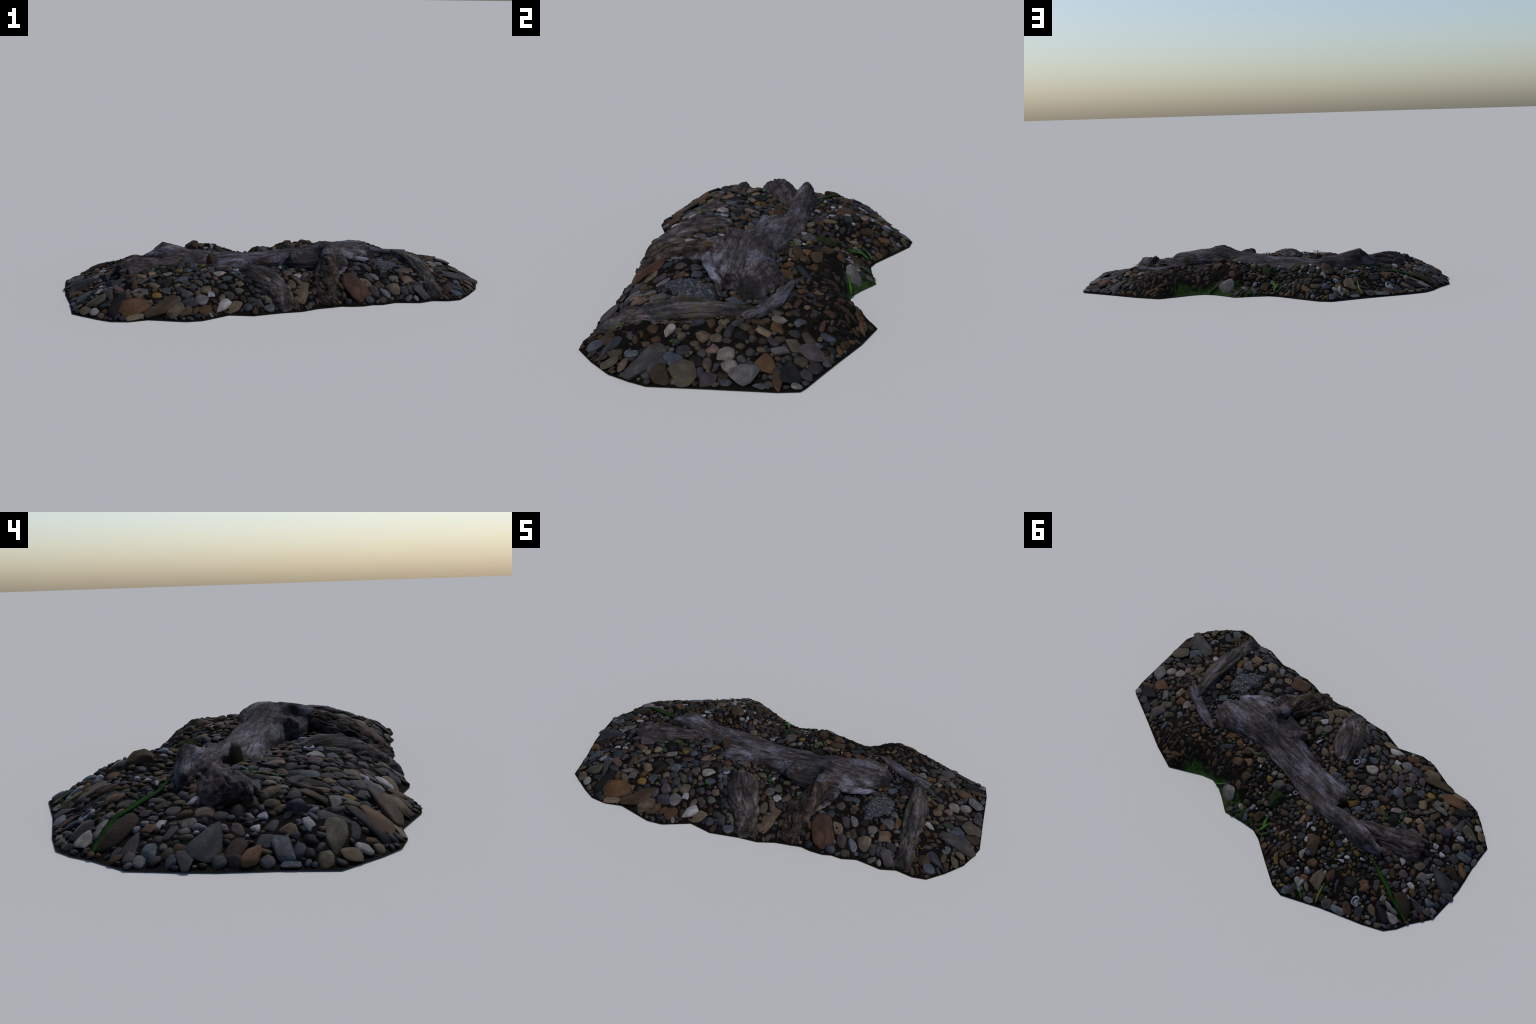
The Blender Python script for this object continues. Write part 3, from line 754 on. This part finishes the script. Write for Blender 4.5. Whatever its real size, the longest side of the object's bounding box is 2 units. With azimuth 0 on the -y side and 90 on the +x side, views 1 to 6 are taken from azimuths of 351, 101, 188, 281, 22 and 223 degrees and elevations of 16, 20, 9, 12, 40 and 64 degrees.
pale_wood = wood_material("bleached_stick_wood", 0.62, 1.0, None, (1.25, 1.28, 1.36))
timber("stick", [[(0.318, -0.128, 0.148, 0.012, 0.012), (0.342, -0.128, 0.142, 0.021, 0.014), (0.376, -0.112, 0.130, 0.021, 0.013), (0.412, -0.085, 0.119, 0.020, 0.013),
                  (0.455, -0.062, 0.106, 0.016, 0.011), (0.498, -0.046, 0.092, 0.011, 0.009), (0.528, -0.034, 0.082, 0.006, 0.006)]],
       root, pale_wood, 0.004, 0.0036, (2.5, 70), 2, seed=47.0)

twig_wood = wood_material("twig_wood", 0.9, 0.3, None, (0.95, 0.88, 0.70))
timber("twig", [lie([(-0.552, -0.192, 0.007, 0.005), (-0.590, -0.208, 0.010, 0.007), (-0.620, -0.240, 0.011, 0.007), (-0.652, -0.292, 0.007, 0.005)], 0.010)],
       root, twig_wood, 0.003, 0.002, (6, 90), 2, seed=53.0)

# ---- stones --------------------------------------------------------------------------------------
rng = random.Random(20)


def stone_shape(seed, subdiv, facets, lump):
    """A sea-rolled stone about 2 units across: squared ball, lumps, then worn flat faces."""
    r = random.Random(seed)
    bm = bmesh.new()
    bmesh.ops.create_icosphere(bm, subdivisions=subdiv, radius=1.0)
    cuts = []
    for _ in range(facets):
        n = Vector((r.gauss(0, 1), r.gauss(0, 1), r.gauss(0, 0.8))).normalized()
        cuts.append((n, r.uniform(0.62, 0.86)))
    for v in bm.verts:
        d = v.co.normalized()
        p = 2.5
        k = (abs(d.x) ** p + abs(d.y) ** p + abs(d.z) ** p) ** (-1 / p)
        co = d * k * (1 + lump * noise.noise(d * 1.3 + Vector((seed * 7.1, 0, 0))) + lump * 0.4 * noise.noise(d * 3.1 + Vector((0, seed * 3.3, 0))))
        for n, far in cuts:
            over = co.dot(n) - far
            if over > 0:
                co -= n * over * 0.85
        v.co = co
    ext = [max(abs(v.co[i]) for v in bm.verts) for i in range(3)]
    for v in bm.verts:
        v.co = Vector((v.co.x / ext[0], v.co.y / ext[1], v.co.z / ext[2]))
    return bm


def shape_mesh(name, seed, subdiv, facets, lump):
    bm = stone_shape(seed, subdiv, facets, lump)
    me = bpy.data.meshes.new(name)
    bm.to_mesh(me)
    bm.free()
    smooth(me)
    me.materials.append(STONE_MAT["grey"])
    return me


ROUND = [shape_mesh("pebble", s, 3, 2 + s % 4, 0.22) for s in range(1, 9)]
ANGULAR = [shape_mesh("pebble", s, 3, 7, 0.26) for s in range(11, 16)]
placed = []          # (x, y, half length, half width, heading) in plan


def frame_on_ground(x, y, heading):
    n = ground_normal(x, y)
    d = Vector((math.cos(heading), math.sin(heading), 0))
    d = (d - n * d.dot(n)).normalized()
    return d, n.cross(d), n


def stone_matrix(x, y, length, width, thick, heading, rise, tilt=0.0):
    d, s, n = frame_on_ground(x, y, heading)
    z = float(ground(x, y)[0])
    half = thick / 2
    c = Vector((x, y, z)) + n * (rise - half)
    low = c.z - abs(n.z) * half - abs(d.z) * length / 2 - abs(s.z) * width / 2
    # keep the part that would dip below the base out of it: thin the stone on low slopes
    if low < 0.001:
        half = max(0.004, min(half, (z + rise) * 0.5))
        c = Vector((x, y, z)) + n * (rise - half)
        low = c.z - abs(n.z) * half - 0.6 * (abs(d.z) * length / 2 + abs(s.z) * width / 2)
        if low < 0.001:
            c.z += 0.001 - low
    if tilt:
        s2 = s * math.cos(tilt) + n * math.sin(tilt)
        n = n * math.cos(tilt) - s * math.sin(tilt)
        s = s2
    m = Matrix((d * length / 2, s * width / 2, n * half)).transposed().to_4x4()
    m.translation = c
    return m


def add_stone(x, y, length, width, heading, colour, rise=None, thick=None, meshes=None, name="pebble", tilt=None):
    """length and width are measured along the slope."""
    me = rng.choice(meshes or (ANGULAR if rng.random() < 0.35 else ROUND))
    o = bpy.data.objects.new(name, me)
    bpy.context.scene.collection.objects.link(o)
    o.parent = bed
    thick = thick or width * rng.uniform(0.52, 0.66)
    rise = rng.uniform(-0.001, 0.003) - 0.07 * max(0.0, length - 0.06) if rise is None else rise
    mt = stone_matrix(x, y, length, width, thick, heading, rise, (0.0 if length > 0.08 else rng.uniform(-0.12, 0.12)) if tilt is None else tilt)
    low = min((mt @ v.co).z for v in me.vertices)
    if low < 0.0008:
        mt.translation.z += 0.0008 - low
    o.matrix_local = mt
    o.material_slots[0].link = "OBJECT"
    o.material_slots[0].material = STONE_MAT[colour]
    d, s, n = frame_on_ground(x, y, heading)
    placed.append((x, y, length / 2 * math.hypot(d.x, d.y), width / 2 * math.hypot(s.x, s.y), math.atan2(d.y, d.x)))
    return o


def algae_zone(x, y):
    return ((x - 0.19) / 0.24) ** 2 + ((y - 0.39) / 0.05) ** 2 < 1


for region, stones in STONES.items():
    for x, y, length, width, heading, colour in stones:
        x, y = x * M, y * M
        if algae_zone(x, y) and rng.random() < 0.5 and colour != "light":
            colour = "algae"
        length, width, heading = length * M * 1.20, width * M * 1.22, math.radians(heading)
        for _ in range(30):                           # keep stones at the foot within the rim
            d, s, n = frame_on_ground(x, y, heading)
            ends = [Vector((x, y, 0)) + v * k for v, k in ((d, length * 0.42), (d, -length * 0.42), (s, width * 0.42), (s, -width * 0.42))]
            within = inside([e.x for e in ends] + [x], [e.y for e in ends] + [y])
            if within.all():
                break
            g = rim_distance([x + 0.004, x - 0.004, x, x], [y, y, y + 0.004, y - 0.004])
            push = Vector((g[0] - g[1], g[2] - g[3])) * (1 if within[-1] else -1)
            push = push.normalized() * 0.004 if push.length > 1e-9 else Vector((0, 0))
            x, y, length, width = x + push.x, y + push.y, length * 0.985, width * 0.99
        if not within.all():
            continue
        add_stone(x, y, length, width, heading, colour, meshes=ANGULAR if length > 0.09 else None)

# stones that stand proud
add_stone(-0.300, -0.004, 0.060, 0.042, 1.2, "brown", 0.058, 0.11, ANGULAR, tilt=0.0)
add_stone(-0.365, 0.271, 0.100, 0.066, 1.9, "brown", 0.014, 0.07, ANGULAR)
add_stone(-0.765, -0.249, 0.060, 0.046, 0.6, "slate", 0.014, 0.05, ANGULAR)
add_stone(0.119, 0.245, 0.060, 0.044, 1.4, "brown", 0.014, 0.05, ANGULAR)
add_stone(0.212, 0.158, 0.062, 0.046, 0.4, "brown", 0.018, 0.05, ANGULAR)
add_stone(0.205, 0.225, 0.075, 0.050, 0.3, "brown", 0.014, 0.05, ANGULAR)

moss_mat = plain_material("mossy_rock", (0.007, 0.010, 0.005), (0.014, 0.022, 0.008), 55.0, 0.95, 0.05)


def rock(name, seed, x, y, length, width, thick, heading, rise, mat, rough):
    bm = stone_shape(seed, 5, 6, 0.25)
    mtx = stone_matrix(x, y, length, width, thick, heading, rise)
    me = bpy.data.meshes.new(name)
    bmesh.ops.transform(bm, matrix=mtx, verts=bm.verts)
    bm.normal_update()
    for v in bm.verts:
        k = noise.fractal(v.co * 38 + Vector((seed, 0, 0)), 0.7, 2.1, 4) + 0.6 * abs(noise.noise(v.co * 95))
        v.co = v.co + v.normal * k * rough
        v.co.z = max(v.co.z, 0.001)
    bm.to_mesh(me)
    bm.free()
    smooth(me)
    d, s, n = frame_on_ground(x, y, heading)
    placed.append((x, y, length / 2 * 0.95, width / 2 * 0.95, heading))
    return link(name, me, bed, mat)


rock("rough_rock", 61, 0.520, -0.133, 0.226, 0.142, 0.080, math.radians(43), 0.010, conglomerate_material(), 0.010)
rock("mossy_rock", 67, -0.060, 0.215, 0.120, 0.085, 0.050, math.radians(118), 0.003, moss_mat, 0.004)

# ---- shells --------------------------------------------------------------------------------------
shell_mat = plain_material("pale_shell", (0.075, 0.082, 0.10), (0.150, 0.158, 0.185), 90.0, 0.5, 0.25)
shell_dark = plain_material("shell_hollow", (0.020, 0.022, 0.034), (0.045, 0.045, 0.060), 90.0, 0.6, 0.15)


def turret_mesh():
    """A ribbed spiral shell: a cone whose whorls swell and step down to the tip (along x)."""
    bm = bmesh.new()
    turns, sides, rows = 5, 20, 60
    rings = []
    for i in range(rows + 1):
        f = i / rows
        r = math.sin(math.pi * min(1, f * 2.2 + 0.28) * 0.5) * (1 - f) ** 0.85 + 0.02
        ring = []
        for k in range(sides):
            a = math.tau * k / sides
            whorl = abs(math.sin(math.pi * (f * turns + a / math.tau)))
            q = r * (0.88 + 0.12 * whorl)
            ring.append(bm.verts.new((-1 + 2 * f, math.cos(a) * q, math.sin(a) * q)))
        rings.append(ring)
    for a, b in zip(rings, rings[1:]):
        for k in range(sides):
            bm.faces.new((a[k], a[(k + 1) % sides], b[(k + 1) % sides], b[k]))
    bm.faces.new(rings[0][::-1])
    bm.faces.new(rings[-1])
    bmesh.ops.recalc_face_normals(bm, faces=bm.faces)
    me = bpy.data.meshes.new("spiral_shell")
    bm.to_mesh(me)
    bm.free()
    smooth(me)
    me.materials.append(shell_mat)
    return me


def cup_mesh():
    """A worn open shell: thick lip round a dark hollow."""
    prof = [(0.0, -1.0, 0), (0.6, -0.8, 0), (0.95, -0.2, 0), (1.0, 0.4, 0), (0.86, 0.85, 0), (0.68, 0.95, 0), (0.55, 0.6, 1), (0.40, 0.1, 1), (0.0, -0.1, 1)]
    bm = bmesh.new()
    sides, rings = 24, []
    for r, z, _ in prof:
        rings.append([bm.verts.new((math.cos(math.tau * k / sides) * r, math.sin(math.tau * k / sides) * r, z)) for k in range(sides)] if r else [bm.verts.new((0, 0, z))])
    for (a, b, p) in zip(rings, rings[1:], prof[1:]):
        for k in range(sides):
            l = (k + 1) % sides
            vs = [a[0], b[l], b[k]] if len(a) == 1 else [a[k], a[l], b[0]] if len(b) == 1 else [a[k], a[l], b[l], b[k]]
            bm.faces.new(vs).material_index = p[2]
    bmesh.ops.recalc_face_normals(bm, faces=bm.faces)
    me = bpy.data.meshes.new("open_shell")
    bm.to_mesh(me)
    bm.free()
    smooth(me)
    me.materials.append(shell_mat)
    me.materials.append(shell_dark)
    return me


turret, cup = turret_mesh(), cup_mesh()


def add_shell(me, x, y, length, width, heading, rise=0.010, tall=None):
    o = bpy.data.objects.new(me.name.split(".")[0], me)
    bpy.context.scene.collection.objects.link(o)
    o.parent = bed
    o.matrix_local = stone_matrix(x, y, length, width, tall or width, math.radians(heading), rise, rng.uniform(-0.2, 0.2))
    placed.append((x, y, length / 2, width / 2, math.radians(heading)))


for x, y, length, width, heading in ((-0.424, 0.369, 40, 28, 150), (-0.503, 0.224, 36, 24, 20), (-0.278, 0.219, 36, 26, 110), (0.008, -0.160, 46, 22, 255),
                                     (-0.440, 0.435, 62, 26, 100), (-0.575, 0.146, 30, 20, 200)):
    add_shell(turret, x, y, length * M, width * M, heading)
for x, y, length, width, heading in ((-0.108, 0.132, 28, 23, 30), (-0.679, 0.303, 54, 36, 100), (-0.206, -0.202, 36, 30, 60)):
    add_shell(cup, x, y, length * M, width * M, heading, 0.004, 0.018)

# ---- gravel filling what is left between the named stones ------------------------------------------
PALETTES = {
    "front": "grey purple tan rust olive slate brown pink blue grey purple blue light slate dark",
    "left": "grey purple tan rust slate blue dark white blue olive grey light purple",
    "back": "rust brown olive purple white tan dark blue slate grey red yellow light purple dark",
    "soil": "brown brown rust dark purple red brown dark grey rust tan",
    "right": "grey olive tan brown light purple olive blue rust grey tan dark",
}
PALETTES = {k: v.split() for k, v in PALETTES.items()}


LIMIT = {"front": 0.052, "left": 0.050, "back": 0.034, "soil": 0.040, "right": 0.052}


def plan_radius(la, wa, ang, th):
    c, s = np.cos(th - ang), np.sin(th - ang)
    return la * wa / np.sqrt((wa * c) ** 2 + (la * s) ** 2)


wood = np.array(taken)
cap = 6000
store = np.zeros((cap, 5))
count = len(placed)
store[:count] = placed
gravel = []
sizes = [0.052] * 900 + [0.044] * 1800 + [0.036] * 3500 + [0.028] * 5000 + [0.021] * 6500 + [0.016] * 6000 + [0.012] * 4000
gen = np.random.default_rng(77)
sizes = np.array(sizes) * gen.uniform(0.85, 1.1, len(sizes))
xs, ys = gen.uniform(-1, 1, len(sizes)), gen.uniform(-0.53, 0.53, len(sizes))
rims = rim_distance(xs, ys)
clear = inside(xs, ys) & (rims > sizes * 0.38)
for x, y, w, ok in zip(xs, ys, sizes, clear):
    heading, ratio = rng.uniform(0, math.pi), rng.uniform(1.0, 1.7)
    reg = region_of(x, y)
    if not ok or w > LIMIT[reg] or count >= cap:
        continue
    la, wa = w / 2 * ratio ** 0.5, w / 2 / ratio ** 0.5
    gap = np.hypot(store[:count, 0] - x, store[:count, 1] - y)
    near = np.nonzero(gap < 0.12)[0]
    th = np.arctan2(store[near, 1] - y, store[near, 0] - x)
    if (gap[near] < 0.80 * (plan_radius(la, wa, heading, th) + plan_radius(store[near, 2], store[near, 3], store[near, 4], th))).any():
        continue
    if (np.hypot(wood[:, 0] - x, wood[:, 1] - y) < wood[:, 2] + wa * 0.3).any():
        continue
    if reg == "soil":                                 # dark earth: a thin scatter of slips and chips lying down the slope
        if rng.random() < 0.12:
            continue
        n = ground_normal(x, y)
        heading = math.atan2(n.y, n.x) + rng.gauss(0, 1.0)
        la, wa = la * rng.uniform(0.9, 1.3), wa * rng.uniform(0.7, 1.0)
    store[count] = (x, y, la, wa, heading)
    count += 1
    colour = rng.choice(PALETTES[reg])
    if algae_zone(x, y):
        colour = "algae" if rng.random() < 0.8 else colour
    gravel.append((x, y, la, wa, heading, colour))

gravel.sort(key=lambda g: -g[2] * g[3])
single = max(0, 290 - sum(len(v) for v in STONES.values()) - 5)


def on_slope(x, y, la, wa, heading):
    d, s, n = frame_on_ground(x, y, heading)
    return la / max(0.35, math.hypot(d.x, d.y)) * 2, wa / max(0.35, math.hypot(s.x, s.y)) * 2


for x, y, la, wa, heading, colour in gravel[:single]:
    length, width = on_slope(x, y, la, wa, heading)
    add_stone(x, y, length, width, heading, colour, rng.uniform(-0.002, 0.003))

LITTLE = []
for s in range(21, 29):
    bm = stone_shape(s, 2, 2 + s % 5, 0.24)
    bm.verts.ensure_lookup_table()
    LITTLE.append((np.array([v.co[:] for v in bm.verts]), np.array([[v.index for v in f.verts] for f in bm.faces])))
    bm.free()
vs, fs, mats, base = [], [], [], 0
names = list(STONE_COLOURS)
for x, y, la, wa, heading, colour in gravel[single:]:
    length, width = on_slope(x, y, la, wa, heading)
    mt = np.array(stone_matrix(x, y, length, width, min(length, width) * rng.uniform(0.55, 0.8), heading, rng.uniform(-0.003, 0.003), rng.uniform(-0.25, 0.25)))
    v, f = rng.choice(LITTLE)
    p = v @ mt[:3, :3].T + mt[:3, 3]
    p[:, 2] = np.maximum(p[:, 2], 0.0008)
    vs.append(p)
    fs.append(f + base)
    mats += [names.index(colour)] * len(f)
    base += len(v)
me = bpy.data.meshes.new("gravel")
me.from_pydata(np.vstack(vs).tolist(), [], np.vstack(fs).tolist())
for k in names:
    me.materials.append(GRAVEL_MAT[k])
me.polygons.foreach_set("material_index", mats)
smooth(me)
me.update()
gravel_object = link("gravel", me, bed)
gravel_object["kind"] = "stuff"

# ---- green things --------------------------------------------------------------------------------
leaf_mat = plain_material("fresh_leaf", (0.014, 0.055, 0.004), (0.032, 0.105, 0.008), 50.0, 0.6, 0.2, True)
lime_mat = plain_material("young_leaf", (0.048, 0.080, 0.010), (0.085, 0.130, 0.020), 50.0, 0.6, 0.2, True)
weed_mat = plain_material("dark_seaweed", (0.005, 0.020, 0.004), (0.012, 0.038, 0.008), 30.0, 0.95, 0.02)


def blade_mesh(name, pts, widths, thick):
    """A strap with a keel: four-sided section swept along pts."""
    bm = bmesh.new()
    rings = []
    for i, (p, w) in enumerate(zip(pts, widths)):
        p = Vector(p)
        t = (Vector(pts[min(i + 1, len(pts) - 1)]) - Vector(pts[max(i - 1, 0)])).normalized()
        s = t.cross(Vector((0, 0, 1)))
        s = s.normalized() if s.length > 1e-4 else Vector((1, 0, 0))
        u = s.cross(t)
        rings.append([bm.verts.new(p + s * w), bm.verts.new(p + u * thick), bm.verts.new(p - s * w), bm.verts.new(p - u * thick)])
    for a, b in zip(rings, rings[1:]):
        for k in range(4):
            bm.faces.new((a[k], a[(k + 1) % 4], b[(k + 1) % 4], b[k]))
    bm.faces.new(rings[0][::-1])
    bm.faces.new(rings[-1])
    bmesh.ops.recalc_face_normals(bm, faces=bm.faces)
    me = bpy.data.meshes.new(name)
    bm.to_mesh(me)
    bm.free()
    smooth(me)
    return me


def draped(name, plan, widths, lift, mat, steps=24):
    P = [Vector((p[0], p[1], 0)) for p in plan]
    pts, ws = [], []
    for i in range(steps + 1):
        f = i / steps * (len(P) - 1)
        k = min(int(f), len(P) - 2)
        f -= k
        q = P[k].lerp(P[k + 1], f)
        z = float(ground(q.x, q.y)[0]) + lift
        pts.append((q.x, q.y, max(z, 0.003)))
        ws.append(widths[k] * (1 - f) + widths[k + 1] * f)
    return link(name, blade_mesh(name, pts, ws, 0.0016), bed, mat)


draped("seaweed_blade", [(-0.475, 0.120), (-0.55, 0.113), (-0.636, 0.121), (-0.688, 0.140), (-0.745, 0.155), (-0.794, 0.179), (-0.87, 0.190), (-0.918, 0.199)],
       [0.001, 0.003, 0.006, 0.012, 0.011, 0.010, 0.011, 0.007], 0.003, weed_mat)
draped("grass_blade", [(-0.088, 0.300), (-0.098, 0.330), (-0.112, 0.365)], [0.003, 0.011, 0.006], 0.012, leaf_mat)
draped("grass_blade", [(-0.118, 0.322), (-0.112, 0.350), (-0.100, 0.378)], [0.002, 0.010, 0.004], 0.012, leaf_mat)
draped("grass_blade", [(-0.145, 0.352), (-0.132, 0.378), (-0.112, 0.390)], [0.002, 0.004, 0.003], 0.012, leaf_mat)
draped("grass_blade", [(-0.523, 0.353), (-0.535, 0.400), (-0.551, 0.438)], [0.002, 0.006, 0.004], 0.011, lime_mat)
draped("grass_blade", [(-0.450, 0.440), (-0.470, 0.462), (-0.492, 0.472)], [0.003, 0.006, 0.002], 0.010, leaf_mat)
draped("grass_blade", [(0.180, 0.330), (0.215, 0.345), (0.245, 0.352)], [0.002, 0.006, 0.003], 0.010, leaf_mat)


def leaflet_mesh():
    pts = [(0, 0, 0), (0.25, 0, 0.16), (0.6, 0, 0.22), (1.0, 0, 0.10)]
    me = blade_mesh("leaf", pts, [0.04, 0.17, 0.20, 0.02], 0.03)
    me.materials.append(leaf_mat)
    return me


leaflet = leaflet_mesh()
for x, y, n, size, mat in ((0.747, -0.281, 4, 0.017, lime_mat), (0.823, -0.102, 3, 0.017, leaf_mat), (0.722, 0.008, 3, 0.018, lime_mat),
                           (-0.507, -0.088, 5, 0.018, leaf_mat), (-0.580, -0.110, 4, 0.018, leaf_mat), (-0.556, -0.170, 4, 0.017, leaf_mat),
                           (-0.262, -0.306, 3, 0.020, leaf_mat), (0.015, -0.190, 4, 0.020, leaf_mat), (0.159, 0.135, 4, 0.018, leaf_mat)):
    z = float(ground(x, y)[0])
    for i in range(n):
        o = bpy.data.objects.new("leaf", leaflet)
        bpy.context.scene.collection.objects.link(o)
        o.parent = bed
        a = math.tau * i / n + rng.uniform(-0.4, 0.4)
        s = size * rng.uniform(0.7, 1.2)
        o.location = (x + math.cos(a) * 0.003, y + math.sin(a) * 0.003, z + 0.007)
        o.rotation_euler = (rng.uniform(-0.3, 0.3), rng.uniform(-0.5, 0.2), a)
        o.scale = (s, s, s)
        o.material_slots[0].link = "OBJECT"
        o.material_slots[0].material = mat

print("stones named", sum(1 for o in bpy.data.objects if o.name.startswith("pebble")), "gravel", len(gravel) - single)
